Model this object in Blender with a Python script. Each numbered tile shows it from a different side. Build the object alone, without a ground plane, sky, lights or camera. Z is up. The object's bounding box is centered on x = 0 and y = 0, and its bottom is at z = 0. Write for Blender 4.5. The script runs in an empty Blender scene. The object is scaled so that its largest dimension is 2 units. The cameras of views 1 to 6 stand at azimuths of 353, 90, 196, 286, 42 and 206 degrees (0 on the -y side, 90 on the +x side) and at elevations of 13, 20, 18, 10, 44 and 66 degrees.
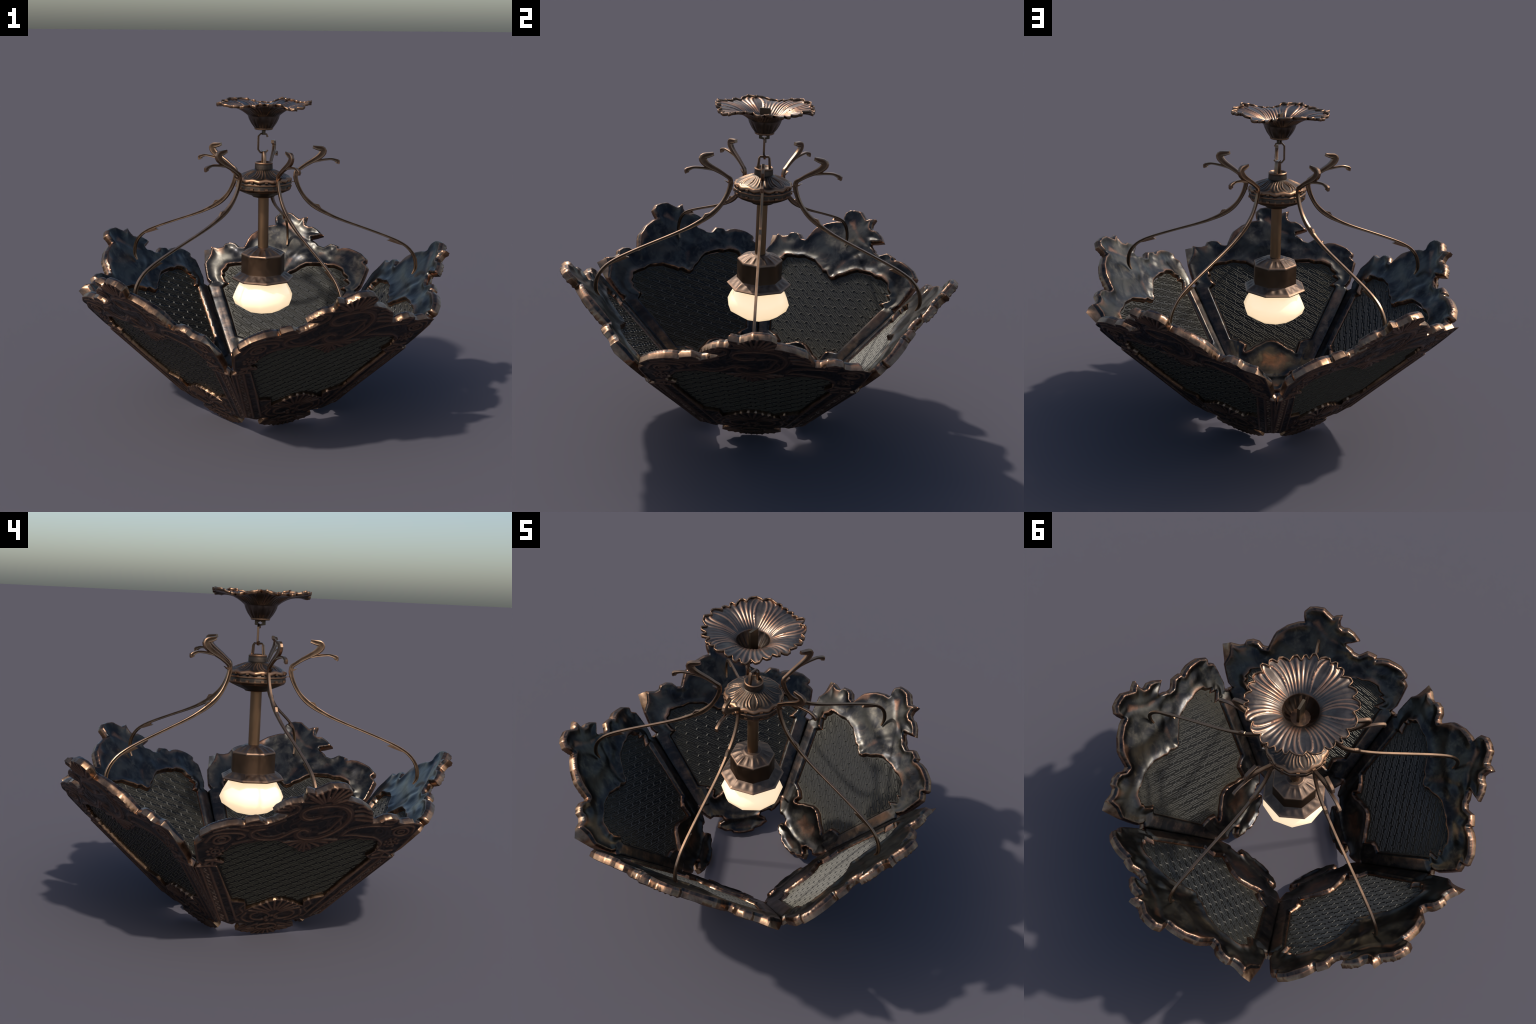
"""Antique bronze pendant lamp: a five-sided bowl of carved, pierced panels hung
from S-curved thorned arms around a hub, with a glowing bulb and a petal canopy."""
import bpy, bmesh, math, random
import numpy as np
from mathutils import Vector, Matrix, noise
from mathutils.geometry import delaunay_2d_cdt

random.seed(7)
noise.seed_set(7)
AXIS = Vector((-0.0133, 0.0035, 0.0))
SIDES = 5
PI = math.pi

# ------------------------------------------------------------------ materials


class Nodes:
    """Tiny helper for building node trees."""

    def __init__(self, name):
        self.mat = bpy.data.materials.new(name)
        self.mat.use_nodes = True
        self.t = self.mat.node_tree
        self.t.nodes.clear()
        self.out = self.n("ShaderNodeOutputMaterial")
        self.bsdf = self.n("ShaderNodeBsdfPrincipled")
        self.l(self.bsdf.outputs[0], self.out.inputs[0])
        self.co = self.n("ShaderNodeTexCoord").outputs["Object"]
        self.sep = self.n("ShaderNodeSeparateXYZ")
        self.l(self.co, self.sep.inputs[0])

    def n(self, kind, **kw):
        node = self.t.nodes.new(kind)
        for k, v in kw.items():
            setattr(node, k, v)
        return node

    def l(self, a, b):
        self.t.links.new(a, b)

    def put(self, socket, v):
        if hasattr(v, "is_output"):
            self.l(v, socket)
        else:
            socket.default_value = v

    def noise(self, scale, detail=4.0, rough=0.55, distort=0.0, stretch=None):
        nd = self.n("ShaderNodeTexNoise")
        nd.inputs["Scale"].default_value = scale
        nd.inputs["Detail"].default_value = detail
        nd.inputs["Roughness"].default_value = rough
        nd.inputs["Distortion"].default_value = distort
        src = self.co
        if stretch:
            mp = self.n("ShaderNodeMapping")
            mp.inputs["Scale"].default_value = stretch
            self.l(self.co, mp.inputs[0])
            src = mp.outputs[0]
        self.l(src, nd.inputs["Vector"])
        return nd.outputs["Fac"]

    def ramp(self, v, a, b, lo=0.0, hi=1.0):
        r = self.n("ShaderNodeMapRange", interpolation_type="SMOOTHSTEP")
        self.l(v, r.inputs["Value"])
        for k, x in (("From Min", a), ("From Max", b), ("To Min", lo), ("To Max", hi)):
            r.inputs[k].default_value = x
        return r.outputs[0]

    def mix(self, fac, a, b, blend="MIX"):
        m = self.n("ShaderNodeMix", data_type="RGBA", blend_type=blend)
        self.put(m.inputs[0], fac)
        self.put(m.inputs[6], a)
        self.put(m.inputs[7], b)
        return m.outputs[2]

    def math(self, op, a, b=0.0):
        m = self.n("ShaderNodeMath", operation=op, use_clamp=False)
        self.put(m.inputs[0], a)
        self.put(m.inputs[1], b)
        return m.outputs[0]

    def point(self):
        return self.n("ShaderNodeNewGeometry").outputs["Pointiness"]

    def bump(self, height, strength, dist=0.004):
        b = self.n("ShaderNodeBump")
        b.inputs["Strength"].default_value = strength
        b.inputs["Distance"].default_value = dist
        self.l(height, b.inputs["Height"])
        self.l(b.outputs[0], self.bsdf.inputs["Normal"])

    def done(self, color, metallic=1.0, rough=0.4):
        self.put(self.bsdf.inputs["Base Color"], color)
        self.put(self.bsdf.inputs["Metallic"], metallic)
        self.put(self.bsdf.inputs["Roughness"], rough)
        return self.mat


def rgb(r, g, b):
    return (r, g, b, 1.0)


COPPER = rgb(0.43, 0.225, 0.12)
BRONZE = rgb(0.27, 0.155, 0.085)
PATINA = rgb(0.075, 0.070, 0.060)  # base colour warmed to cancel the blue sky reflection
BLACKENED = rgb(0.024, 0.024, 0.026)
PANEL_W = 0.028          # panel thickness
EDGE_ROLL = 0.002        # how far the inner face rolls down at its edges


def mat_patina():
    """Inside of the panels: blackened bronze, copper showing on rolled edges."""
    m = Nodes("blackened_bronze")
    big, mid, fine = m.noise(4.5, 5, 0.62, 0.8), m.noise(13.0, 6, 0.65, 0.4), m.noise(60, 4, 0.7)
    base = m.mix(m.ramp(big, 0.40, 0.66), BLACKENED, PATINA)
    base = m.mix(m.ramp(mid, 0.50, 0.74, 0, 0.5), base, rgb(0.150, 0.130, 0.098))
    base = m.mix(m.ramp(m.noise(8.0, 5, 0.7, 1.0), 0.60, 0.80, 0, 0.3), base, rgb(0.140, 0.085, 0.062))
    # rolled edge lies lower than the face: its local height tells where it is
    wob = m.math("MULTIPLY", m.math("SUBTRACT", mid, 0.5), 0.008)
    h = m.math("ADD", m.sep.outputs["Z"], wob)
    edge = m.ramp(h, PANEL_W - EDGE_ROLL + 0.0005, PANEL_W + 0.0036, 1, 0)
    base = m.mix(edge, base, rgb(0.27, 0.135, 0.082))
    lip = m.ramp(m.math("ADD", h, m.math("MULTIPLY", m.math("SUBTRACT", big, 0.5), 0.012)), PANEL_W + 0.0135, PANEL_W + 0.0200, 0, 0.7)
    base = m.mix(lip, base, rgb(0.215, 0.112, 0.070))
    base = m.mix(m.ramp(m.point(), 0.53, 0.58, 0, 0.7), base, rgb(0.36, 0.19, 0.11))
    m.bump(m.math("ADD", mid, m.math("MULTIPLY", fine, 0.3)), 0.07, 0.006)
    rough = m.ramp(m.noise(10, 5, 0.6), 0.3, 0.7, 0.28, 0.42)
    return m.done(base, 1.0, rough)


def mat_rim():
    """Cut edge of the panels: worn copper."""
    m = Nodes("worn_copper_rim")
    a, b = m.noise(14, 5, 0.6, 0.4), m.noise(45, 4, 0.6)
    base = m.mix(m.ramp(a, 0.35, 0.65), rgb(0.17, 0.098, 0.058), rgb(0.33, 0.205, 0.125))
    base = m.mix(m.ramp(b, 0.55, 0.75, 0, 0.5), base, rgb(0.11, 0.075, 0.055))
    m.bump(a, 0.15, 0.006)
    return m.done(base, 1.0, m.ramp(b, 0.3, 0.7, 0.28, 0.42))


def mat_carved():
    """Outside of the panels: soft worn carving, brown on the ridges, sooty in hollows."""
    m = Nodes("carved_bronze")
    mid, fine = m.noise(12, 5, 0.62, 0.5), m.noise(60, 4, 0.65)
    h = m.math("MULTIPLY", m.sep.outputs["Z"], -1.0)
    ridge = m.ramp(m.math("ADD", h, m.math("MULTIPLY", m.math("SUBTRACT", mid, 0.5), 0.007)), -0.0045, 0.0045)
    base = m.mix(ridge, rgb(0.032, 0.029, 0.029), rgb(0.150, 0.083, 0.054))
    base = m.mix(m.ramp(fine, 0.48, 0.72, 0, 0.5), base, rgb(0.085, 0.072, 0.062))
    base = m.mix(m.ramp(m.noise(5, 4, 0.6), 0.5, 0.7, 0, 0.4), base, rgb(0.060, 0.052, 0.048))
    base = m.mix(m.ramp(m.point(), 0.515, 0.57, 0, 0.6), base, rgb(0.24, 0.135, 0.085))
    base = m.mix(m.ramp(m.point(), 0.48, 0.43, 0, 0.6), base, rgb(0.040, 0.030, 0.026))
    m.bump(fine, 0.15, 0.003)
    return m.done(base, 0.85, m.ramp(mid, 0.3, 0.7, 0.42, 0.6))


def mat_bronze(name, dark, light, worn, rough=(0.3, 0.46), streak=(1, 1, 1), p=(0.505, 0.55)):
    m = Nodes(name)
    a, b = m.noise(13, 5, 0.6, 0.5, streak), m.noise(48, 4, 0.65)
    base = m.mix(m.ramp(a, 0.36, 0.66), dark, light)
    base = m.mix(m.ramp(b, 0.55, 0.75, 0, 0.45), base, rgb(*(0.55 * c for c in dark[:3])))
    pt = m.point()
    base = m.mix(m.ramp(pt, p[0], p[1], 0, 0.9), base, worn)
    base = m.mix(m.ramp(pt, 0.49, 0.45, 0, 0.75), base, rgb(*(0.5 * c for c in dark[:3])))
    m.bump(b, 0.08, 0.003)
    return m.done(base, 1.0, m.ramp(a, 0.3, 0.7, *rough))


def mat_pane(name, inner, edge, metal=0.6, rough=0.42, outer=1.0):
    """Dark woven metal pane, paler beige toward its border; its outer side has a separate tint."""
    m = Nodes(name)
    n = m.noise(30, 4, 0.6)
    dx = m.math("DIVIDE", m.math("ABSOLUTE", m.sep.outputs["X"]), 0.36)
    dy = m.math("DIVIDE", m.math("ABSOLUTE", m.math("SUBTRACT", m.sep.outputs["Y"], 0.56)), 0.29)
    far = m.math("MAXIMUM", dx, dy)
    far = m.math("ADD", far, m.math("MULTIPLY", m.math("SUBTRACT", n, 0.5), 0.25))
    base = m.mix(m.ramp(far, 0.45, 1.1), inner, edge)
    base = m.mix(m.ramp(n, 0.4, 0.7, 0, 0.4), base, rgb(*(0.6 * c for c in inner[:3])))
    outer_tint = m.ramp(m.sep.outputs["Z"], 0.0190, 0.0205, 1, 0)
    base = m.mix(outer_tint, base, rgb(*(outer * c for c in (inner[0] * 1.05, inner[1], inner[2] * 0.85))))
    m.bump(n, 0.1, 0.002)
    return m.done(base, metal, rough)


def mat_glow():
    m = Nodes("glowing_opal_glass")
    m.bsdf.inputs["Emission Color"].default_value = rgb(1.0, 0.745, 0.475)
    m.bsdf.inputs["Emission Strength"].default_value = 0.96
    m.bsdf.inputs["Coat Weight"].default_value = 0.3
    return m.done(rgb(0.8, 0.68, 0.48), 0.0, 0.25)


M_PATINA, M_RIM, M_CARVED = mat_patina(), mat_rim(), mat_carved()
M_PANE = mat_pane("woven_pane_ground", rgb(0.010, 0.010, 0.0095), rgb(0.050, 0.046, 0.034), 0.5, 0.5, 1.7)
M_LINK = mat_pane("woven_pane_thread", rgb(0.118, 0.113, 0.100), rgb(0.082, 0.074, 0.056), 0.8, 0.58, 0.55)  # last factor darkens outer threads against sky and ground bounce
M_ARM = mat_bronze("arm_bronze", rgb(0.115, 0.074, 0.047), rgb(0.20, 0.128, 0.082), rgb(0.30, 0.185, 0.115))
M_HUB = mat_bronze("hub_bronze", rgb(0.075, 0.058, 0.046), rgb(0.12, 0.092, 0.072), rgb(0.34, 0.19, 0.11), (0.4, 0.52), (1, 1, 1), (0.503, 0.525))
M_CANOPY = mat_bronze("canopy_bronze", rgb(0.115, 0.088, 0.070), rgb(0.165, 0.132, 0.108), rgb(0.46, 0.245, 0.15), (0.3, 0.42), (1, 1, 1), (0.505, 0.535))
M_STEM = mat_bronze("stem_bronze", rgb(0.085, 0.040, 0.022), rgb(0.19, 0.100, 0.054), rgb(0.28, 0.165, 0.09), (0.4, 0.55), (1, 1, 0.6))
M_PLATE = mat_bronze("blackened_plate", rgb(0.03, 0.028, 0.027), rgb(0.05, 0.046, 0.043), rgb(0.12, 0.09, 0.06), (0.45, 0.6))
M_SOCKET = mat_bronze("socket_bronze", rgb(0.10, 0.068, 0.050), rgb(0.15, 0.105, 0.078), rgb(0.28, 0.17, 0.11), (0.42, 0.55))
M_TORN = mat_bronze("torn_canopy_rim", rgb(0.045, 0.032, 0.024), rgb(0.16, 0.088, 0.05), rgb(0.26, 0.15, 0.09), (0.35, 0.5), (1, 1, 1), (0.53, 0.6))
M_COLLAR = mat_bronze("socket_wood_brown", rgb(0.040, 0.019, 0.012), rgb(0.08, 0.039, 0.023), rgb(0.11, 0.065, 0.04), (0.45, 0.6))
M_GLOW = mat_glow()

# ------------------------------------------------------------------ mesh helpers


def make_object(name, verts, faces, mats, parent=None, mat_ids=None, smooth=40):
    me = bpy.data.meshes.new(name)
    me.from_pydata([tuple(v) for v in verts], [], [tuple(f) for f in faces])
    for m in mats:
        me.materials.append(m)
    if mat_ids is not None:
        me.polygons.foreach_set("material_index", mat_ids)
    me.update()
    bm = bmesh.new()
    bm.from_mesh(me)
    bmesh.ops.recalc_face_normals(bm, faces=bm.faces)
    if smooth:
        ang = math.radians(smooth)
        for f in bm.faces:
            f.smooth = True
        for e in bm.edges:
            e.smooth = not (len(e.link_faces) == 2 and e.calc_face_angle(0) > ang)
    bm.to_mesh(me)
    bm.free()
    ob = bpy.data.objects.new(name, me)
    bpy.context.scene.collection.objects.link(ob)
    ob.parent = parent
    return ob


def spline(pts, step=0.25, closed=False):
    """Catmull-Rom through control points (any dimension)."""
    P = np.array(pts, float)
    if len(P) < 3:
        return P
    if closed:
        P = np.vstack([P[-1], P, P[0], P[1]])
    else:
        P = np.vstack([2 * P[0] - P[1], P, 2 * P[-1] - P[-2]])
    out = []
    for i in range(1, len(P) - 2):
        a, b, c, d = P[i - 1:i + 3]
        for x in np.arange(0, 1, step):
            out.append(0.5 * (2 * b + (c - a) * x + (2 * a - 5 * b + 4 * c - d) * x * x + (3 * b - a - 3 * c + d) * x ** 3))
    if not closed:
        out.append(P[-2])
    return np.array(out)


def lathe(profile, seg, shape=None, close=True):
    """Turn a profile of (r, z); shape(theta, index, r, z) may bend the ring."""
    verts, faces = [], []
    n = len(profile)
    for i, (r, z) in enumerate(profile):
        for j in range(seg):
            a = 2 * PI * j / seg
            rr, zz = shape(a, i, r, z) if shape else (r, z)
            verts.append((rr * math.cos(a), rr * math.sin(a), zz))
    for i in range(n - 1):
        for j in range(seg):
            k = (j + 1) % seg
            faces.append((i * seg + j, i * seg + k, (i + 1) * seg + k, (i + 1) * seg + j))
    if close:
        faces.append(tuple(range(seg)))
        faces.append(tuple((n - 1) * seg + j for j in range(seg)))
    return verts, faces


def polygonal(theta, sides, phase):
    """Radius factor that turns a circle into a regular polygon."""
    w = 2 * PI / sides
    x = (theta - phase) % w - w / 2
    return math.cos(w / 2) / math.cos(x)


def refine(profile, step):
    out = []
    for (r0, z0), (r1, z1) in zip(profile, profile[1:]):
        k = max(1, int(math.hypot(r1 - r0, z1 - z0) / step))
        out += [(r0 + (r1 - r0) * i / k, z0 + (z1 - z0) * i / k) for i in range(k)]
    return out + [profile[-1]]


def strap(path, half, depth, chamfer=0.3):
    """Bar swept in the (x, z) plane: in-plane half width per point, half depth along y."""
    P = np.array(path, float)
    n = len(P)
    T = np.gradient(P, axis=0)
    T /= np.linalg.norm(T, axis=1)[:, None] + 1e-9
    N = np.stack([-T[:, 1], T[:, 0]], 1)
    verts, faces = [], []
    for i in range(n):
        h, d = half[i], depth[i]
        ring = [(1, 1 - chamfer), (1 - chamfer, 1), (0.25, 0.86), (-0.25, 0.86), (-(1 - chamfer), 1), (-1, 1 - chamfer),
                (-1, -(1 - chamfer)), (-(1 - chamfer), -1), (-0.25, -0.86), (0.25, -0.86), (1 - chamfer, -1), (1, -(1 - chamfer))]
        for a, b in ring:
            p = P[i] + N[i] * h * a
            verts.append((p[0], d * b, p[1]))
    k = 12
    for i in range(n - 1):
        for j in range(k):
            q = (j + 1) % k
            faces.append((i * k + j, i * k + q, (i + 1) * k + q, (i + 1) * k + j))
    faces.append(tuple(range(k)))
    faces.append(tuple((n - 1) * k + j for j in range(k)))
    return verts, faces


def join(parts):
    V, F = [], []
    for v, f in parts:
        o = len(V)
        V += list(v)
        F += [tuple(i + o for i in g) for g in f]
    return V, F


def prism(poly_xz, half_depth, taper=0.6):
    """Flat-sided thorn: polygon in (x, z) given depth, its faces tapering to the tip."""
    n = len(poly_xz)
    cx, cz = sum(p[0] for p in poly_xz) / n, sum(p[1] for p in poly_xz) / n
    V = [(x, -half_depth, z) for x, z in poly_xz] + [(x, half_depth, z) for x, z in poly_xz]
    F = [tuple(range(n)), tuple(range(n, 2 * n))] + [(i, (i + 1) % n, n + (i + 1) % n, n + i) for i in range(n)]
    return V, F


# ------------------------------------------------------------------ the lamp

lamp = bpy.data.objects.new("pendant_lamp", None)
bpy.context.scene.collection.objects.link(lamp)
lamp.location = AXIS
lamp["label"] = "ornate five-sided bronze pendant lamp with carved scroll panels and glowing bulb"
lamp["category"] = "pendant lamp"

# ---- panel plane: u to the right seen from inside, t up the slope, w inward
SLOPE_R, SLOPE_Z, FOOT_R = 0.6455, 0.7639, 0.255

# outline of a panel, read clockwise from the lower left as seen from the bowl's inside.
# tag: j = mitred joint with the neighbour, c = corner cut back on the inner face
JOINT_L = [(-0.2640, 0.165, "j"), (-0.3295, 0.305, "j"), (-0.4060, 0.470, "j"), (-0.4800, 0.638, "j")]
CORNER_L = [(-0.452, 0.655, ""), (-0.476, 0.678, ""), (-0.494, 0.730, ""), (-0.510, 0.785, ""), (-0.530, 0.893, "c"),
            (-0.482, 0.908, ""), (-0.432, 0.903, ""), (-0.408, 0.912, "")]
KNOB_L = [(-0.398, 0.936, ""), (-0.362, 0.948, ""), (-0.326, 0.942, ""), (-0.300, 0.918, ""), (-0.276, 0.917, "")]
SHOULDER_L = [(-0.252, 0.985, ""), (-0.240, 1.008, ""), (-0.185, 1.054, ""), (-0.125, 1.082, ""), (-0.092, 1.088, "")]
CREST = [(-0.100, 1.118, ""), (-0.102, 1.144, ""), (-0.076, 1.172, ""), (-0.040, 1.179, ""), (0.004, 1.178, ""),
         (0.040, 1.150, ""), (0.058, 1.137, ""), (0.072, 1.146, ""), (0.106, 1.154, ""), (0.099, 1.118, ""), (0.104, 1.094, ""), (0.122, 1.084, "")]
LEAF_R = [(0.148, 1.086, ""), (0.182, 1.066, ""), (0.207, 1.040, ""), (0.219, 1.027, ""), (0.176, 1.010, ""), (0.148, 1.002, ""),
          (0.152, 0.990, ""), (0.186, 0.970, ""), (0.196, 0.956, ""), (0.226, 0.946, "")]
KNOB_R = [(0.240, 0.954, ""), (0.268, 0.973, ""), (0.296, 0.966, ""), (0.322, 0.956, ""), (0.323, 0.940, "")]
CORNER_R = [(0.352, 0.946, ""), (0.390, 0.944, ""), (0.430, 0.930, ""), (0.464, 0.914, ""), (0.504, 0.874, ""), (0.503, 0.858, ""),
            (0.489, 0.845, ""), (0.503, 0.832, ""), (0.515, 0.812, ""), (0.502, 0.762, ""), (0.480, 0.690, ""), (0.452, 0.655, "")]
JOINT_R = [(0.4800, 0.638, "j"), (0.4060, 0.470, "j"), (0.3295, 0.305, "j"), (0.2640, 0.165, "j")]
PENDANT = [(0.205, 0.122, ""), (0.182, 0.110, ""), (0.168, 0.122, ""), (0.120, 0.112, ""), (0.113, 0.098, ""), (0.140, 0.084, ""),
           (0.152, 0.052, ""), (0.128, 0.040, ""), (0.112, 0.028, ""), (0.070, 0.022, ""), (0.060, 0.006, ""), (0.030, 0.003, ""),
           (0.000, 0.000, ""), (-0.034, 0.003, ""), (-0.062, 0.008, ""), (-0.072, 0.022, ""), (-0.108, 0.026, ""), (-0.124, 0.036, ""),
           (-0.152, 0.052, ""), (-0.142, 0.084, ""), (-0.113, 0.096, ""), (-0.122, 0.112, ""), (-0.168, 0.120, ""), (-0.190, 0.108, ""), (-0.212, 0.124, "")]
OUTLINE = JOINT_L + CORNER_L + KNOB_L + SHOULDER_L + CREST + LEAF_R + KNOB_R + CORNER_R + JOINT_R + PENDANT

# the opening: straight stiles, toothed corners, a hanging leaf tip, a shell at the foot
OPENING = (
    [(-0.234, 0.322), (-0.300, 0.478), (-0.366, 0.630)]
    + [(-0.334, 0.660), (-0.352, 0.676), (-0.372, 0.706), (-0.364, 0.718), (-0.373, 0.736), (-0.356, 0.757), (-0.350, 0.778)]
    + [(-0.312, 0.788), (-0.272, 0.793), (-0.250, 0.802), (-0.234, 0.806), (-0.190, 0.801), (-0.154, 0.798), (-0.118, 0.777), (-0.094, 0.766)]
    + [(-0.074, 0.750), (-0.046, 0.750), (-0.022, 0.728), (0.000, 0.720), (0.024, 0.730), (0.040, 0.750), (0.070, 0.766)]
    + [(0.104, 0.794), (0.135, 0.811), (0.180, 0.815), (0.226, 0.817), (0.262, 0.806), (0.300, 0.808), (0.324, 0.800), (0.350, 0.788)]
    + [(0.362, 0.760), (0.389, 0.740), (0.368, 0.729), (0.402, 0.704), (0.350, 0.667), (0.384, 0.652), (0.370, 0.626)]
    + [(0.304, 0.478), (0.236, 0.328)]
    + [(0.200, 0.322), (0.166, 0.311), (0.158, 0.286), (0.146, 0.244), (0.124, 0.262), (0.100, 0.270), (0.076, 0.288), (0.040, 0.310), (0.003, 0.318)]
    + [(-0.034, 0.312), (-0.074, 0.288), (-0.096, 0.278), (-0.120, 0.258), (-0.148, 0.246), (-0.138, 0.284), (-0.152, 0.294), (-0.174, 0.308)]
)


def resample(loop, step):
    out = []
    n = len(loop)
    for i in range(n):
        a, b = np.array(loop[i]), np.array(loop[(i + 1) % n])
        k = max(1, int(round(np.linalg.norm(b[:2] - a[:2]) / step)))
        out += [a + (b - a) * j / k for j in range(k)]
    return np.array(out)


def seg_dist(P, A, B):
    """Distance of every point to the nearest of the segments A-B."""
    best = np.full(len(P), 1e9)
    for a, b in zip(A, B):
        d = b - a
        q = np.clip(((P - a) @ d) / (d @ d + 1e-12), 0, 1)
        e = P - a - q[:, None] * d
        best = np.minimum(best, np.einsum("ij,ij->i", e, e))
    return np.sqrt(best)


def inside(P, loop):
    x, y = P[:, 0], P[:, 1]
    r = np.zeros(len(P), bool)
    for a, b in zip(loop, np.roll(loop, -1, axis=0)):
        if a[1] == b[1]:
            continue
        hit = (a[1] > y) != (b[1] > y)
        r ^= hit & (x < (b[0] - a[0]) * (y - a[1]) / (b[1] - a[1]) + a[0])
    return r


# ---- carved motifs on the outside, in (u, t)
STROKES = []       # (points, half width, height, reeds)
DOMES = []         # (centre, rx, ry, height)


def stroke(pts, hw, h, reeds=0, step=0.2):
    STROKES.append((spline(pts, step) if len(pts) > 2 else np.array(pts, float), hw * 1.3, h, reeds))


def ring(c, rx, ry, hw, h, tilt=0.0):
    a = np.linspace(0, 2 * PI, 29)
    x, y = rx * np.cos(a), ry * np.sin(a)
    STROKES.append((np.stack([c[0] + x * math.cos(tilt) - y * math.sin(tilt), c[1] + x * math.sin(tilt) + y * math.cos(tilt)], 1), hw, h, 0))


def fan(c, tips, hw, h, start=0.25):
    c = np.array(c)
    for tip in tips:
        tip = np.array(tip)
        STROKES.append((np.array([c + (tip - c) * start, tip]), hw, h, 0))


def rosette(c, r, n, phase=0.0):
    ring(c, r * 0.42, r * 0.36, 0.006, 0.007)
    DOMES.append((c, r * 0.18, r * 0.18, 0.007))
    for i in range(n):
        a = phase + 2 * PI * i / n
        DOMES.append(((c[0] + 0.78 * r * math.cos(a), c[1] + 0.72 * r * math.sin(a)), r * 0.27, r * 0.25, 0.007))


# the great S-scroll under the crest, with its two curled ends
stroke([(-0.005, 0.978), (0.030, 0.966), (0.062, 0.972), (0.085, 1.002), (0.074, 1.033), (0.020, 1.052), (-0.051, 1.057), (-0.102, 1.040),
        (-0.139, 1.000), (-0.148, 0.952), (-0.131, 0.898), (-0.087, 0.848), (-0.029, 0.820), (0.028, 0.822), (0.062, 0.847), (0.068, 0.875),
        (0.046, 0.892), (0.021, 0.876)], 0.0135, 0.009, 2)
stroke([(-0.020, 0.968), (-0.068, 0.982), (-0.106, 0.976), (-0.092, 0.930), (-0.072, 0.880), (-0.036, 0.856)], 0.010, 0.007, 1)
stroke([(-0.100, 0.960), (-0.118, 0.920), (-0.104, 0.880)], 0.006, 0.006)
# long C-scroll to the lower left
stroke([(0.226, 0.909), (0.266, 0.900), (0.281, 0.876), (0.260, 0.846), (0.211, 0.829), (0.162, 0.831), (0.123, 0.852), (0.094, 0.880), (0.066, 0.896)], 0.0125, 0.0085, 2)
stroke([(0.255, 0.882), (0.225, 0.858), (0.175, 0.850), (0.130, 0.872)], 0.006, 0.006)
# rising C-scroll along the left shoulder
stroke([(0.338, 0.930), (0.283, 0.940), (0.228, 0.946), (0.188, 0.968), (0.150, 0.992), (0.113, 1.024), (0.115, 1.058), (0.142, 1.070), (0.165, 1.056), (0.150, 1.036)], 0.011, 0.008, 2)
stroke([(0.290, 0.920), (0.235, 0.922), (0.192, 0.942), (0.150, 0.964)], 0.007, 0.006)
stroke([(0.110, 1.090), (0.060, 1.084), (-0.010, 1.088), (-0.070, 1.080), (-0.125, 1.060)], 0.008, 0.007, 1)
# scrolls and leaves on the right
stroke([(-0.152, 0.836), (-0.176, 0.876), (-0.240, 0.896), (-0.310, 0.897), (-0.375, 0.892)], 0.011, 0.008, 2)
stroke([(-0.159, 0.834), (-0.204, 0.836), (-0.262, 0.822), (-0.323, 0.808), (-0.372, 0.762), (-0.368, 0.722)], 0.009, 0.008, 1)
stroke([(-0.168, 0.978), (-0.218, 0.976), (-0.285, 0.945)], 0.009, 0.008)
stroke([(-0.180, 0.952), (-0.250, 0.938), (-0.316, 0.930)], 0.009, 0.008)
stroke([(-0.160, 1.010), (-0.200, 1.012), (-0.240, 0.990)], 0.008, 0.007)
stroke([(-0.165, 1.040), (-0.185, 1.044), (-0.218, 1.020)], 0.007, 0.007)
stroke([(-0.300, 0.930), (-0.340, 0.938), (-0.384, 0.930), (-0.368, 0.912), (-0.338, 0.914)], 0.008, 0.007)
# crest: a fan of acanthus ribs
fan((-0.006, 1.060), [(0.100, 1.140), (0.078, 1.112), (0.062, 1.136), (0.038, 1.142), (0.012, 1.166), (-0.018, 1.171), (-0.046, 1.168), (-0.072, 1.160), (-0.094, 1.136), (-0.100, 1.100)], 0.0085, 0.009, 0.3)
fan((0.125, 1.040), [(0.200, 1.036), (0.186, 1.058), (0.160, 1.076)], 0.008, 0.008, 0.35)
# hanging leaf tip
fan((0.020, 0.815), [(0.118, 0.800), (0.085, 0.774), (0.052, 0.750), (0.022, 0.734), (-0.002, 0.728), (-0.030, 0.742), (-0.062, 0.764), (-0.098, 0.786), (-0.136, 0.806)], 0.0085, 0.008, 0.15)
ring((-0.002, 0.762), 0.022, 0.016, 0.006, 0.007)
# corner volutes and rosettes
ring((0.403, 0.842), 0.036, 0.028, 0.008, 0.008, -0.3)
ring((0.403, 0.842), 0.016, 0.012, 0.006, 0.007)
stroke([(0.470, 0.826), (0.448, 0.876), (0.402, 0.888), (0.330, 0.882), (0.306, 0.862), (0.330, 0.842)], 0.010, 0.008, 1)
stroke([(0.300, 0.900), (0.345, 0.914), (0.400, 0.916), (0.450, 0.900)], 0.007, 0.007)
stroke([(0.345, 0.806), (0.300, 0.822), (0.262, 0.830)], 0.008, 0.007)
rosette((0.412, 0.756), 0.044, 8)
fan((0.410, 0.690), [(0.362, 0.666), (0.372, 0.704), (0.440, 0.690), (0.404, 0.648), (0.440, 0.662)], 0.009, 0.008, 0.1)
ring((-0.440, 0.846), 0.038, 0.030, 0.008, 0.008, 0.3)
ring((-0.440, 0.846), 0.016, 0.013, 0.006, 0.007)
stroke([(-0.500, 0.836), (-0.490, 0.880), (-0.436, 0.890), (-0.384, 0.868)], 0.009, 0.008, 1)
rosette((-0.424, 0.762), 0.042, 8, 0.3)
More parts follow.
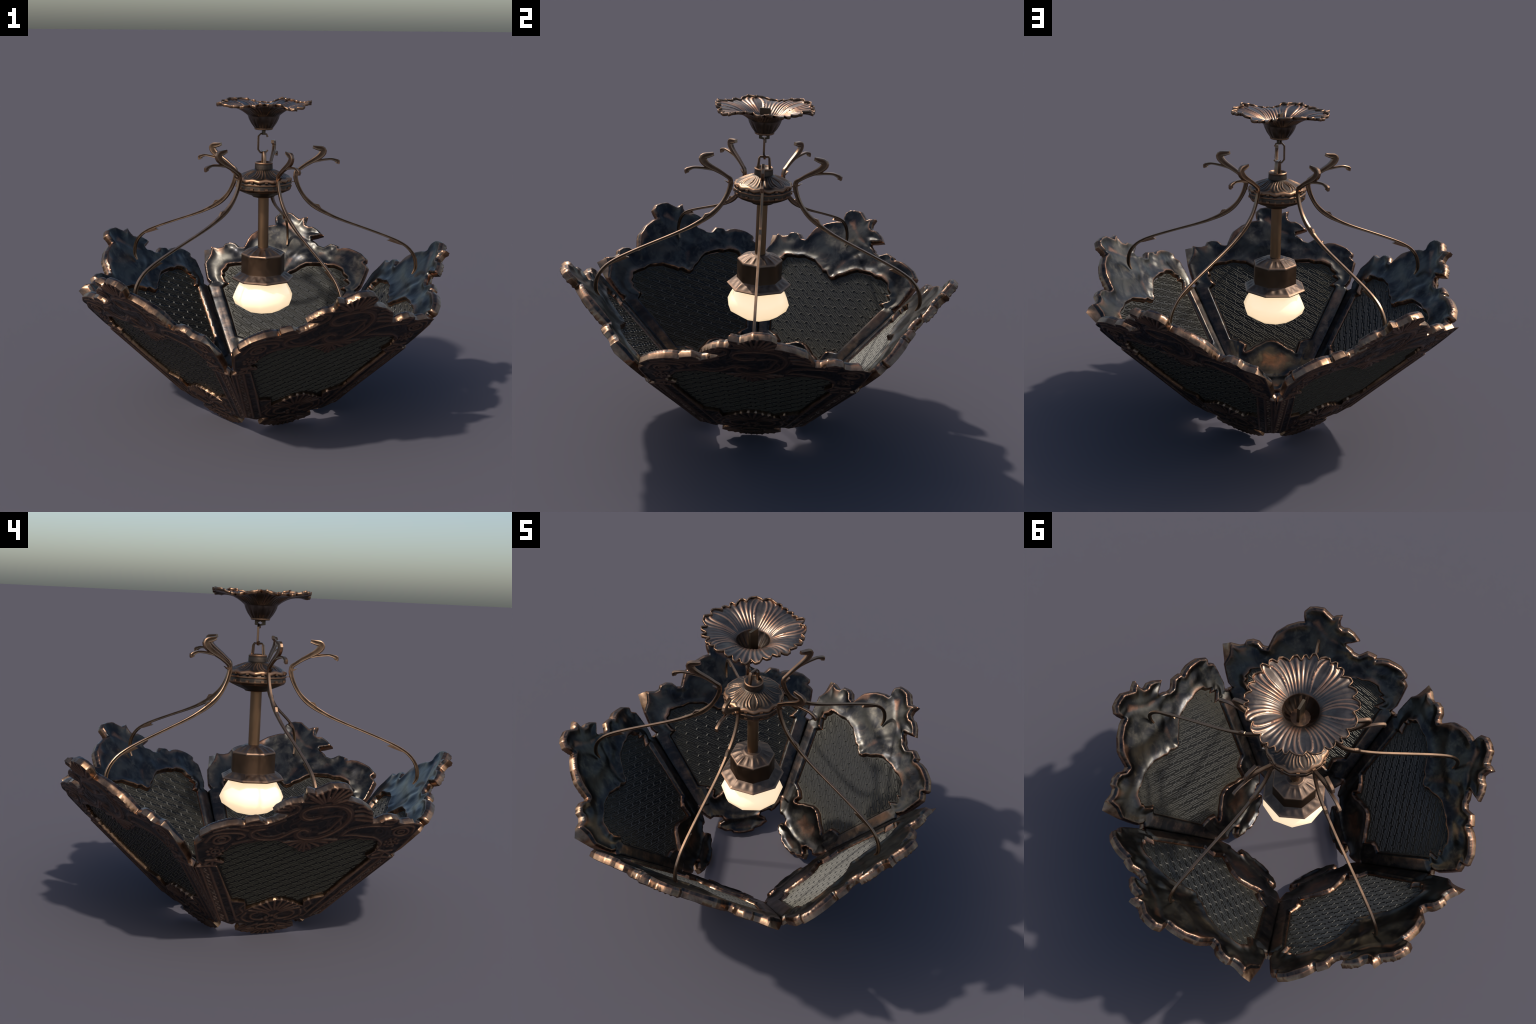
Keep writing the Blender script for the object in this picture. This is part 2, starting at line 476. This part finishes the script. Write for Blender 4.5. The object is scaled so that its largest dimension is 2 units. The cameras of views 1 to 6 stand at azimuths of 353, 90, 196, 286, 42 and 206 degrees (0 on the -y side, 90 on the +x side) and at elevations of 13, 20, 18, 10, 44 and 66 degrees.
fan((-0.416, 0.692), [(-0.364, 0.664), (-0.378, 0.706), (-0.450, 0.700), (-0.410, 0.650), (-0.448, 0.668)], 0.009, 0.008, 0.1)
# foot: shell, two ring scrolls, blossom, oval and lower fan
fan((-0.005, 0.205), [(0.128, 0.236), (0.108, 0.258), (0.080, 0.278), (0.050, 0.296), (0.016, 0.306), (-0.018, 0.306), (-0.052, 0.296), (-0.082, 0.278), (-0.110, 0.258), (-0.130, 0.234)], 0.0085, 0.008, 0.25)
ring((0.060, 0.178), 0.050, 0.034, 0.008, 0.008, 0.25)
ring((-0.066, 0.178), 0.050, 0.034, 0.008, 0.008, -0.25)
stroke([(0.140, 0.215), (0.150, 0.170), (0.115, 0.135), (0.080, 0.128)], 0.010, 0.008, 1)
stroke([(-0.142, 0.215), (-0.152, 0.170), (-0.118, 0.135), (-0.082, 0.128)], 0.010, 0.008, 1)
for i in range(5):
    a = PI / 2 + 2 * PI * i / 5
    DOMES.append(((-0.003 + 0.027 * math.cos(a), 0.150 + 0.024 * math.sin(a)), 0.014, 0.013, 0.008))
ring((0.0, 0.074), 0.052, 0.024, 0.008, 0.008)
DOMES.append(((0.0, 0.074), 0.024, 0.010, 0.006))
fan((0.0, 0.072), [(0.128, 0.062), (0.118, 0.040), (0.086, 0.030), (0.056, 0.014), (0.028, 0.010), (0.0, 0.008), (-0.028, 0.010), (-0.056, 0.014), (-0.086, 0.030), (-0.118, 0.040), (-0.130, 0.062)], 0.008, 0.008, 0.5)
stroke([(0.052, 0.098), (0.092, 0.084), (0.136, 0.066)], 0.008, 0.007)
stroke([(-0.052, 0.098), (-0.092, 0.084), (-0.136, 0.066)], 0.008, 0.007)
# stiles: fillets, a flute, and a strip of close-set beads beside the joint
for sgn in (1, -1):
    for (bx, tx), hw in (((0.172, 0.372), 0.006), ((0.214, 0.414), 0.007), ((0.252, 0.452), 0.006)):
        stroke([(sgn * bx, 0.150), (sgn * tx, 0.632)], hw, 0.0075)
    for i in range(46):
        y = 0.160 + 0.0103 * i
        x = 0.233 + (y - 0.150) * (0.200 / 0.482)
        STROKES.append((np.array([(sgn * (x - 0.010), y + 0.002), (sgn * (x + 0.011), y - 0.002)]), 0.0033, 0.006, 0))
    stroke([(sgn * 0.366, 0.640), (sgn * 0.414, 0.646), (sgn * 0.462, 0.644)], 0.007, 0.008)
    stroke([(sgn * 0.160, 0.300), (sgn * 0.180, 0.260), (sgn * 0.158, 0.222), (sgn * 0.186, 0.180), (sgn * 0.160, 0.150)], 0.009, 0.007, 1)


# soft creases and swellings left on the inside: (path, width, height)
INNER_FOLDS = [
    (np.array([(-0.10, 1.10), (-0.02, 1.09), (0.05, 1.02), (0.15, 0.98)]), 0.016, -0.008),
    (np.array([(0.10, 0.93), (0.02, 0.84), (0.0, 0.76)]), 0.020, -0.007),
    (np.array([(-0.20, 0.98), (-0.10, 0.92), (0.02, 0.90), (0.12, 0.88)]), 0.040, 0.010),
    (np.array([(-0.40, 0.86), (-0.34, 0.86)]), 0.035, 0.010),
    (np.array([(0.28, 0.88), (0.36, 0.87)]), 0.035, 0.010),
    (np.array([(-0.11, 0.103), (0.0, 0.092), (0.11, 0.103)]), 0.014, 0.010),
    (np.array([(-0.05, 0.20), (0.05, 0.20)]), 0.050, -0.012),
    (np.array([(-0.05, 0.045), (0.05, 0.045)]), 0.022, -0.008),
]


def relief(P, bound):
    """Height of the carving on the outer face."""
    H = 0.0045 * np.exp(-((bound - 0.006) / 0.005) ** 2)
    swirl = np.array([noise.noise((x * 22 + 2.2 * noise.noise((x * 9, y * 9, 1)), y * 22, 3.0)) for x, y in P])
    H = np.maximum(H, 0.0034 * np.clip(1 - np.abs(swirl) * 3.2, 0, 1))
    for pts, hw, h, reeds in STROKES:
        lo, hi = pts.min(0) - hw, pts.max(0) + hw
        pick = np.where(np.all((P > lo) & (P < hi), axis=1))[0]
        if not len(pick):
            continue
        d = seg_dist(P[pick], pts[:-1], pts[1:]) / hw
        v = h * np.clip(1 - d * d, 0, 1) ** 0.7
        if reeds:
            v *= 0.80 + 0.20 * np.cos(d * PI * (reeds + 0.6))
        H[pick] = np.maximum(H[pick], v)
    for c, rx, ry, h in DOMES:
        q = ((P[:, 0] - c[0]) / rx) ** 2 + ((P[:, 1] - c[1]) / ry) ** 2
        H = np.maximum(H, h * np.sqrt(np.clip(1 - q, 0, 1)))
    return H


def fill(outer, hole, step, seed):
    """Triangulate the ring between two loops with a jittered interior lattice."""
    rng = np.random.default_rng(seed)
    lo, hi = outer.min(0), outer.max(0)
    gx, gy = np.meshgrid(np.arange(lo[0], hi[0], step), np.arange(lo[1], hi[1], step * 0.866))
    gx[1::2] += step / 2
    G = np.stack([gx.ravel(), gy.ravel()], 1)
    G += rng.uniform(-0.12, 0.12, G.shape) * step
    G = G[inside(G, outer) & ~inside(G, hole)]
    A, B = np.vstack([outer, hole]), np.vstack([np.roll(outer, -1, 0), np.roll(hole, -1, 0)])
    d = seg_dist(G, A, B)
    G, d = G[d > step * 0.55], d[d > step * 0.55]
    P = np.vstack([outer, hole, G])
    no, nh = len(outer), len(hole)
    edges = [(i, (i + 1) % no) for i in range(no)] + [(no + i, no + (i + 1) % nh) for i in range(nh)]
    V, _, F, ov, _, _ = delaunay_2d_cdt([Vector(p) for p in P], edges, [], 0, 1e-7, True)
    back = [o[0] if o else -1 for o in ov]
    T = np.array([[back[i] for i in f] for f in F if len(f) == 3 and min(back[i] for i in f) >= 0])
    C = P[T].mean(1)
    T = T[inside(C, outer) & ~inside(C, hole)]
    return P, T, np.concatenate([np.zeros(no + nh), d])


def build_panel_mesh():
    tagged = [(x, y, 1.0 if g == "j" else 0.0, 1.0 if g == "c" else 0.0) for x, y, g in OUTLINE]
    L = resample(tagged, 0.0065)
    out0 = L[:, :2].copy()
    out1 = out0.copy()
    out1[:, 0] -= np.sign(out1[:, 0]) * 0.0120 * L[:, 2]
    out1 += L[:, 3:4] * np.array([[0.046, -0.046]])
    hole = resample(OPENING, 0.0065)
    nb = len(out0) + len(hole)

    # outer, carved face
    P0, T0, d0 = fill(out0, hole, 0.0036, 3)
    H = relief(P0, d0)
    z0 = 0.0045 - H
    z0[:nb] = 0.0025
    # inner face: soft repousse swellings, rounded stiles, rolled edges
    P1, T1, d1 = fill(out1, hole, 0.006, 5)
    z1 = np.empty(len(P1))
    for i, (x, y) in enumerate(P1):
        b = 0.0065 * noise.noise((x * 6.5, y * 6.5, 2.0)) + 0.0016 * noise.noise((x * 14, y * 14, 9.0))
        stile = 0.0
        if y < 0.66:
            q = (abs(x) - (0.236 + (y - 0.325) * 0.437)) / 0.088       # 0 at the opening, 1 at the joint
            if 0 < q < 1.1 and y > 0.14:
                fade = min(1, (0.66 - y) / 0.03, (y - 0.14) / 0.06)
                stile = fade * 0.007 * math.sin(PI * min(1, max(0, q * 0.92 + 0.04))) ** 0.9
                b *= 1 - 0.8 * fade
        z1[i] = PANEL_W + b + stile
    # each field is dished, with a raised lip along the edges that rolls over at the very rim
    field = np.where((P1[:, 1] < 0.66) & (P1[:, 1] > 0.20) & (np.abs(P1[:, 0]) > 0.19), 0.25, 1.0)
    lip = 0.0085 + field * (0.0145 * np.exp(-(d1 / 0.032) ** 2) - 0.005)
    fold = np.zeros(len(P1))
    for pts, hw, h in INNER_FOLDS:
        d = seg_dist(P1, pts[:-1], pts[1:])
        fold += h * np.exp(-(d / hw) ** 2)
    z1 += lip + 0.75 * fold
    floor = PANEL_W + 0.0012
    z1 = floor + 0.003 * np.log1p(np.exp(np.clip((z1 - floor) / 0.003, -30, 30)))      # never sinks to the pane
    roll = np.exp(-(d1 / 0.0065) ** 2)
    z1 = z1 * (1 - roll) + (PANEL_W - EDGE_ROLL) * roll
    z1[:nb] = PANEL_W - EDGE_ROLL

    n0 = len(P0)
    verts = [(x, y, z) for (x, y), z in zip(P0, z0)] + [(x, y, z) for (x, y), z in zip(P1, z1)]
    faces, ids = [], []
    for t in T0:
        faces.append((t[0], t[2], t[1])); ids.append(2)
    for t in T1:
        faces.append(tuple(int(i) + n0 for i in t)); ids.append(0)
    for start, count in ((0, len(out0)), (len(out0), len(hole))):
        for i in range(count):
            a, b = start + i, start + (i + 1) % count
            faces.append((a, b, b + n0, a + n0)); ids.append(1)
    return verts, faces, ids


def ribbon(path, hw, h, z, up):
    """Low raised thread along a path in (u, t)."""
    P = np.array(path, float)
    T = np.gradient(P, axis=0)
    T /= np.linalg.norm(T, axis=1)[:, None] + 1e-9
    N = np.stack([-T[:, 1], T[:, 0]], 1)
    V, F = [], []
    for p, n in zip(P, N):
        for a, k in ((-1, 0), (-0.72, 0.7), (0, 1), (0.72, 0.7), (1, 0)):
            q = p + n * hw * a
            V.append((q[0], q[1], z + up * h * k))
    for i in range(len(P) - 1):
        for j in range(4):
            F.append((i * 5 + j, i * 5 + j + 1, i * 5 + j + 6, i * 5 + j + 5))
    return V, F


def build_pane():
    hole = np.array(OPENING)
    mid = np.array([0.0, 0.56])
    rim = [(1.06 * (x - mid[0]), mid[1] + 1.05 * (y - mid[1])) for x, y in
           [(-0.236, 0.322), (-0.366, 0.63), (-0.376, 0.72), (-0.352, 0.80), (0.352, 0.80), (0.392, 0.72), (0.372, 0.626), (0.236, 0.322), (0.15, 0.25), (-0.15, 0.25)]]
    z_out, z_in = 0.0180, 0.0215
    n = len(rim)
    V = [(x, y, z_out) for x, y in rim] + [(x, y, z_in) for x, y in rim]
    F = [tuple(range(n)), tuple(range(n, 2 * n))] + [(i, (i + 1) % n, n + (i + 1) % n, n + i) for i in range(n)]
    base = len(F)
    # diagonal lanes of broken chain links between double cords
    lane = np.array([0.851, -0.525])
    lane /= np.linalg.norm(lane)
    perp = np.array([-lane[1], lane[0]])
    unit, gap, shift = 0.0705, 0.0463, 0.0255
    origin = np.array([0.25, 0.586])
    dark = []
    A, B = hole, np.roll(hole, -1, 0)

    def runs(path):
        P = np.array(path)
        ok = inside(P, hole) & (seg_dist(P, A, B) > 0.006)
        cur = []
        for p, k in zip(P, ok):
            if k:
                cur.append(p)
            elif cur:
                if len(cur) > 2:
                    yield np.array(cur)
                cur = []
        if len(cur) > 2:
            yield np.array(cur)

    parts = []

    def add(path, hw, h):
        for r in runs(path):
            parts.append(ribbon(r, hw, h, z_in - 0.0003, 1))
            parts.append(ribbon(r, hw, h * 0.8, z_out + 0.0003, -1))

    def hook(c, sgn, inner, up):
        """U-shaped half link: cap at the sgn side, one long inner arm and one short outer arm."""
        R, half, outer = 0.0098, 0.0365, 0.016
        e = half - R
        top, low = (inner, outer) if up else (outer, inner)
        pts = [(sgn * (e - top * (1 - i / 4)), R) for i in range(4)]
        pts += [(sgn * (e + R * math.cos(a)), R * math.sin(a)) for a in np.linspace(PI / 2, -PI / 2, 9)]
        pts += [(sgn * (e - low * i / 4), -R) for i in range(1, 5)]
        return [c + lane * x + perp * y for x, y in pts]

    for row in range(-22, 22):
        o = origin + perp * gap * row + lane * (-shift * row)
        for k in (-0.0044, 0.0044):
            c = o + perp * (gap / 2 + k)
            add([c + lane * s for s in np.arange(-0.95, 0.95, 0.012)], 0.0026, 0.0042)
        for col in range(-16, 17):
            c = o + lane * unit * col
            if abs(c[0]) > 0.45 or not 0.2 < c[1] < 0.88:
                continue
            k = 0.0026 if col % 2 == 0 else -0.0026       # every second link is interlocked the other way
            add(hook(c + perp * k, 1, 0.031, k < 0), 0.0029, 0.0046)
            add(hook(c - perp * k, -1, 0.031, k > 0), 0.0029, 0.0046)
    V2, F2 = join([(V, F)] + parts)
    return V2, F2, [0] * base + [1] * (len(F2) - base)


pv, pf, pid = build_panel_mesh()
first_panel = make_object("shade_panel", pv, pf, [M_PATINA, M_RIM, M_CARVED], lamp, pid, 48)
gv, gf, gid = build_pane()
first_pane = make_object("woven_pane", gv, gf, [M_PANE, M_LINK], first_panel, gid, 60)
for k in range(SIDES):
    if k == 0:
        panel, pane = first_panel, first_pane
    else:
        panel, pane = first_panel.copy(), first_pane.copy()
        bpy.context.scene.collection.objects.link(panel)
        bpy.context.scene.collection.objects.link(pane)
        pane.parent = panel
    frame = Matrix(((0, SLOPE_R, -SLOPE_Z, FOOT_R), (-1, 0, 0, 0), (0, SLOPE_Z, SLOPE_R, 0), (0, 0, 0, 1)))
    panel.parent = lamp
    panel.matrix_basis = Matrix.Rotation(2 * PI * k / SIDES, 4, "Z") @ frame

# ------------------------------------------------------------------ arms
LOWER = [(0.1705, 1.322, 0.0080, 0.0060), (0.1690, 1.305, 0.0095, 0.0062), (0.1700, 1.285, 0.0100, 0.0062), (0.1830, 1.246, 0.0090, 0.0062), (0.2060, 1.203, 0.0085, 0.0062),
         (0.2310, 1.171, 0.0098, 0.0062), (0.2620, 1.143, 0.0108, 0.0062), (0.2950, 1.121, 0.0105, 0.0060), (0.3200, 1.106, 0.0090, 0.0058), (0.3800, 1.076, 0.0070, 0.0056),
         (0.4490, 1.048, 0.0060, 0.0056), (0.5200, 1.022, 0.0055, 0.0056), (0.5900, 0.996, 0.0055, 0.0056), (0.6550, 0.971, 0.0056, 0.0056),
         (0.7100, 0.948, 0.0060, 0.0056), (0.7520, 0.927, 0.0066, 0.0056), (0.7900, 0.902, 0.0070, 0.0056), (0.8210, 0.868, 0.0074, 0.0056),
         (0.8390, 0.830, 0.0078, 0.0056), (0.8440, 0.792, 0.0080, 0.0056), (0.8390, 0.768, 0.0065, 0.0050), (0.8250, 0.747, 0.0030, 0.0042)]
SCROLL = [(0.1690, 1.305, 0.0090, 0.0060), (0.1730, 1.322, 0.0090, 0.0060), (0.1900, 1.335, 0.0075, 0.0062), (0.2230, 1.358, 0.0085, 0.0064), (0.2580, 1.378, 0.0100, 0.0066),
          (0.2880, 1.396, 0.0120, 0.0068), (0.3080, 1.414, 0.0145, 0.0070), (0.3140, 1.430, 0.0155, 0.0070), (0.3060, 1.441, 0.0120, 0.0072),
          (0.2850, 1.445, 0.0100, 0.0072), (0.2600, 1.451, 0.0066, 0.0070)]
BRANCH = [(0.2620, 1.372, 0.0045, 0.0058), (0.3040, 1.381, 0.0048, 0.0062), (0.3350, 1.385, 0.0046, 0.0064), (0.3600, 1.386, 0.0046, 0.0064), (0.3800, 1.380, 0.0060, 0.0062),
          (0.3940, 1.373, 0.0082, 0.0066), (0.3910, 1.361, 0.0078, 0.0064)]


def bar(table, wide=1.15, deep=1.15):
    S = spline(table, 0.5)
    return strap(S[:, :2], np.maximum(S[:, 2] * wide, 0.002), S[:, 3] * deep)


thorns = [prism([(0.262, 1.141), (0.278, 1.149), (0.297, 1.145), (0.314, 1.118), (0.290, 1.124)], 0.0060),
          prism([(0.677, 0.940), (0.700, 0.949), (0.735, 0.937), (0.772, 0.909), (0.745, 0.916)], 0.0060),
          prism([(0.166, 1.310), (0.184, 1.308), (0.204, 1.317), (0.186, 1.301), (0.170, 1.296)], 0.0066)]
rod = prism([(0.140, 1.2665), (0.168, 1.2665), (0.168, 1.2705), (0.140, 1.2705)], 0.002)
av, af = join([bar(LOWER), bar(SCROLL, 1.25, 1.25), bar(BRANCH, 1.35, 1.2), rod] + thorns)
first_arm = make_object("arm", av, af, [M_ARM], lamp, None, 32)
for k in range(SIDES):
    arm = first_arm
    if k:
        arm = first_arm.copy()
        bpy.context.scene.collection.objects.link(arm)
        arm.parent = lamp
    arm.rotation_euler = (0, 0, 2 * PI * k / SIDES)

# ------------------------------------------------------------------ hub
HUB_OVALS, HUB_PHASE = 4, math.radians(43)
HUB = refine([(0.020, 1.360), (0.034, 1.366), (0.044, 1.374), (0.0475, 1.370), (0.0460, 1.362), (0.0470, 1.356), (0.0475, 1.338), (0.0530, 1.334)], 0.004)
HUB_TOP0 = len(HUB)
HUB += refine([(0.056, 1.333), (0.085, 1.321), (0.115, 1.309), (0.140, 1.298)], 0.004)
HUB_TOP1 = len(HUB)
HUB += refine([(0.147, 1.293), (0.148, 1.284), (0.144, 1.278), (0.145, 1.273), (0.149, 1.270), (0.149, 1.265), (0.144, 1.262), (0.145, 1.257), (0.146, 1.240),
               (0.138, 1.229), (0.100, 1.212), (0.064, 1.198), (0.056, 1.191), (0.030, 1.190)], 0.004)


def petal_relief(theta, ovals, phase, rad):
    """Narrow raised ribs: one outlines a wide oval leaf, the rest fan out between; rad 0..1 outward."""
    w = 2 * PI / ovals
    x = abs(((theta - phase + w / 2) % w - w / 2) / (w / 2))            # 0 at the oval, 1 between
    oval = 0.25 * math.sin(PI * min(1, max(0.0, (rad + 0.02) / 0.97))) ** 0.7 + 0.03
    if x < oval:
        y = 1 - x / oval
        return math.exp(-(y / 0.22) ** 2) + 0.25 * (1 - y) * 0
    y = (x - oval) / (1 - oval)
    n = 4.0
    f = (y ** 0.92 * n) % 1.0
    return max(math.exp(-(f / 0.20) ** 2), math.exp(-((1 - f) / 0.26) ** 2)) * (0.65 + 0.35 * math.sin(7 * theta + 2))


def hub_shape(a, i, r, z):
    f = 0.35 + 0.65 * polygonal(a, 12, HUB_PHASE)
    if HUB_TOP0 <= i < HUB_TOP1:
        q = (i - HUB_TOP0) / (HUB_TOP1 - HUB_TOP0 - 1)
        v = petal_relief(a, HUB_OVALS, HUB_PHASE, q)
        ends = math.sin(PI * min(1, q * 0.95 + 0.05)) ** 0.5 if q < 0.88 else max(0, (1 - q) / 0.12) * 0.5
        z += 0.0036 * v * ends
    if i >= HUB_TOP1 - 3 and z > 1.275:
        wave = math.cos(12 * (a - HUB_PHASE))
        return r * f * (1 + 0.012 * wave), z - 0.0022 * wave
    return (r * f if r > 0.06 else r), z


hv, hf = lathe(HUB, 240, hub_shape)
hub = make_object("hub", hv, hf, [M_HUB], lamp, None, 50)
# square lugs around the belt
lugs = []
for row_z in (1.285, 1.248):
    for k in range(12):
        a = HUB_PHASE + 2 * PI * (k + 0.5) / 12
        c, s = math.cos(a), math.sin(a)
        rr = 0.139
        V, F = [], []
        for dr, tw in ((0.0, 1.0), (0.0095, 0.8)):
            for dy, dz in ((-0.009, -0.0055), (0.009, -0.0055), (0.009, 0.0055), (-0.009, 0.0055)):
                V.append(((rr + dr) * c - dy * tw * s, (rr + dr) * s + dy * tw * c, row_z + dz * tw))
        F = [(3, 2, 1, 0), (4, 5, 6, 7)] + [(i, (i + 1) % 4, 4 + (i + 1) % 4, 4 + i) for i in range(4)]
        lugs.append((V, F))
lv, lf = join(lugs)
make_object("belt_lug", lv, lf, [M_HUB], hub, None, 30)["kind"] = "stuff"

# loop on the hub: a trapezoid stirrup standing in the y-z plane
LOOP = [(-0.034, 1.352), (-0.0300, 1.385), (-0.0270, 1.420), (-0.0225, 1.428), (0.0225, 1.428), (0.0270, 1.420), (0.0300, 1.385), (0.034, 1.352)]
lv, lf = strap([(x * 0.93, z) for x, z in LOOP], [0.0072, 0.0066, 0.0060, 0.0052, 0.0052, 0.0060, 0.0066, 0.0072], [0.0085] * 8)
loop = make_object("hub_loop", [(-y + 0.0, x, z) for x, y, z in lv], lf, [M_ARM], hub, None, 35)

# ------------------------------------------------------------------ open chain link (x-z plane)
LINK = [(0.017, 1.504), (0.011, 1.518), (-0.020, 1.522), (-0.032, 1.510), (-0.0335, 1.440), (-0.022, 1.424), (0.006, 1.421), (0.018, 1.436)]
LINK = [(x + 0.002, z) for x, z in LINK]
kv, kf = strap(refine(LINK, 0.02), [0.0046] * len(refine(LINK, 0.02)), [0.0050] * len(refine(LINK, 0.02)), 0.2)
link_ob = make_object("chain_link", kv, kf, [M_ARM], lamp, None, 30)
link_ob.rotation_euler = (0, 0, math.radians(8))

# ------------------------------------------------------------------ stem, socket, bulb
sv, sf = lathe([(0.0286, 1.200), (0.0286, 1.050), (0.0286, 0.905)], 10)
make_object("stem", sv, sf, [M_STEM], lamp, None, 40)

EIGHT = math.radians(-45)
CAP = refine([(0.028, 0.918), (0.046, 0.917), (0.054, 0.912), (0.060, 0.911), (0.085, 0.901), (0.114, 0.888), (0.1175, 0.882), (0.1165, 0.874)], 0.004)


def cap_shape(a, i, r, z):
    f = polygonal(a, 8, EIGHT)
    if 0.062 < r < 0.112:
        q = (r - 0.062) / 0.05
        z += 0.0028 * max(0, math.cos(16 * (a - EIGHT))) ** 0.6 * math.sin(PI * q) ** 0.5 - 0.001
    return (r * (1 + (f - 1) * min(1, r / 0.1))), z


cv, cf = lathe(CAP, 160, cap_shape, close=False)
socket = make_object("lamp_socket", cv, cf, [M_SOCKET], lamp, None, 50)


cv, cf = lathe([(0.1165, 0.8745), (0.1165, 0.790), (0.118, 0.781)], 8, None, close=False)
make_object("socket_collar", cv, cf, [M_COLLAR], socket, None, 50)


def flange_shape(a, i, r, z):
    f = polygonal(a, 8, EIGHT)
    if 0.124 < r < 0.158 and z > 0.752:
        z += 0.002 * math.cos(20 * (a - EIGHT)) * math.sin(PI * (r - 0.124) / 0.034)
    return r * f, z


FLANGE = refine([(0.112, 0.786), (0.122, 0.779), (0.160, 0.757), (0.1675, 0.751), (0.1660, 0.746), (0.150, 0.742), (0.112, 0.745), (0.09, 0.750)], 0.005)
cv, cf = lathe(FLANGE, 160, flange_shape, close=False)
make_object("socket_flange", cv, cf, [M_SOCKET], socket, None, 50)

TEN = math.radians(-30)
BULB = [(0.088, 0.760), (0.118, 0.738), (0.135, 0.710), (0.152, 0.680), (0.1655, 0.648), (0.152, 0.612), (0.095, 0.574), (0.034, 0.557), (0.004, 0.555)]
V, F = lathe(BULB, 10)
V = [(x * math.cos(TEN) - y * math.sin(TEN), x * math.sin(TEN) + y * math.cos(TEN), z) for x, y, z in V]
make_object("glowing_bulb", V, F, [M_GLOW], lamp, None, 60)

# ------------------------------------------------------------------ canopy
PETALS, PHASE = 5, math.radians(50)
CUP = [(0.044, 1.547), (0.0475, 1.553), (0.062, 1.574), (0.073, 1.594), (0.080, 1.608), (0.084, 1.617)]
FLARE = [(0.084, 1.617), (0.100, 1.630), (0.125, 1.645), (0.155, 1.657), (0.190, 1.664), (0.222, 1.667), (0.243, 1.668)]
CAN = [tuple(p) for p in spline(CUP, 0.34)][:-1]
N_CUP = len(CAN)
CAN += [tuple(p) for p in spline(FLARE, 0.125)]
N_ALL = len(CAN)
CAN += [(0.2440, 1.674), (0.2445, 1.682)]          # upstanding torn rim
rnd = random.Random(4)
# ragged margin: scallops of uneven width, cut apart by sharp nicks
NICKS, ang = [], 0.0
while ang < 2 * PI - 0.12:
    NICKS.append(ang)
    ang += rnd.choice((0.15, 0.19, 0.24, 0.30, 0.36))
NICKS.append(2 * PI)
LOBE = [(rnd.uniform(0.5, 1.2), rnd.uniform(-1, 1), rnd.uniform(0.3, 0.7)) for _ in NICKS]


def margin(a):
    for n in range(len(NICKS) - 1):
        if a < NICKS[n + 1] or n == len(NICKS) - 2:
            x = min(1, (a - NICKS[n]) / (NICKS[n + 1] - NICKS[n]))
            peak = LOBE[n][2]
            y = x / peak if x < peak else (1 - x) / (1 - peak)
            return LOBE[n], min(1.0, 1.5 * y) ** 0.7


def canopy_shape(a, i, r, z):
    if i < N_CUP:
        q = i / N_CUP
        return r * (1 + 0.045 * abs(math.sin(8 * a)) * math.sin(PI * min(1, q + 0.1))), z
    q = min(1, (i - N_CUP) / (N_ALL - 1 - N_CUP))
    v = petal_relief(a, PETALS, PHASE, q)
    z += 0.0055 * v * min(1, q * 3) * (1.0 - 0.3 * q)
    z += (0.009 * math.cos(PETALS * (a - PHASE)) + 0.005 * math.sin(3 * a + 1.1) + 0.003 * math.sin(8 * a) + 0.001) * q ** 2.2
    (size, lift, _), bite = margin(a)
    z += 0.006 * lift * bite * q ** 4
    tip = (bite - 0.75) * 0.028 * size - 0.004 + 0.002 * math.cos(PETALS * (a - PHASE))
    return r + tip * q ** 4, z


cv, cf = lathe(CAN, 540, canopy_shape, close=False)
canopy = make_object("ceiling_canopy", cv, cf, [M_CANOPY, M_TORN], lamp, [1 if k // 540 >= N_ALL - 1 else 0 for k in range(len(cf))], 60)
canopy.location = (-0.003, -0.005, 0)
sol = canopy.modifiers.new("thickness", "SOLIDIFY")
sol.thickness = 0.005
sol.offset = -1
# floor of the cup and its rim bead
cv, cf = lathe([(0.006, 1.556), (0.040, 1.556), (0.0485, 1.553), (0.0485, 1.546), (0.044, 1.543), (0.006, 1.543)], 32)
make_object("cup_floor", cv, cf, [M_TORN], canopy, None, 40)
# strap plate through the cup, pierced by a diamond eye under it
HW, Z0, Z1, E = 0.0265, 1.516, 1.672, 1.5300
out_r = [(-HW, Z0 + 0.004), (0.0, Z0 - 0.001), (HW, Z0 + 0.004), (HW, E), (HW, Z1), (-HW, Z1), (-HW, E)]
eye = [(-0.0135, E), (0.0, E - 0.0085), (0.0135, E), (0.0, E + 0.0085)]
hd = 0.0065
V = [(s * hd, x, z) for s in (-1, 1) for x, z in out_r] + [(s * hd, x, z) for s in (-1, 1) for x, z in eye]
o0, o1, e0, e1 = 0, 7, 14, 18
F = []
for o, e in ((o0, e0), (o1, e1)):
    F += [(o, o + 1, e + 1, e), (o + 1, o + 2, e + 2, e + 1), (o + 2, o + 3, e + 2), (o + 3, o + 4, o + 5, e + 3, e + 2), (o + 5, o + 6, e, e + 3), (o + 6, o, e)]
F += [(i, (i + 1) % 7, 7 + (i + 1) % 7, 7 + i) for i in range(7)]
F += [(e0 + i, e0 + (i + 1) % 4, e1 + (i + 1) % 4, e1 + i) for i in range(4)]
make_object("hanger_plate", V, F, [M_PLATE], canopy, None, 20)
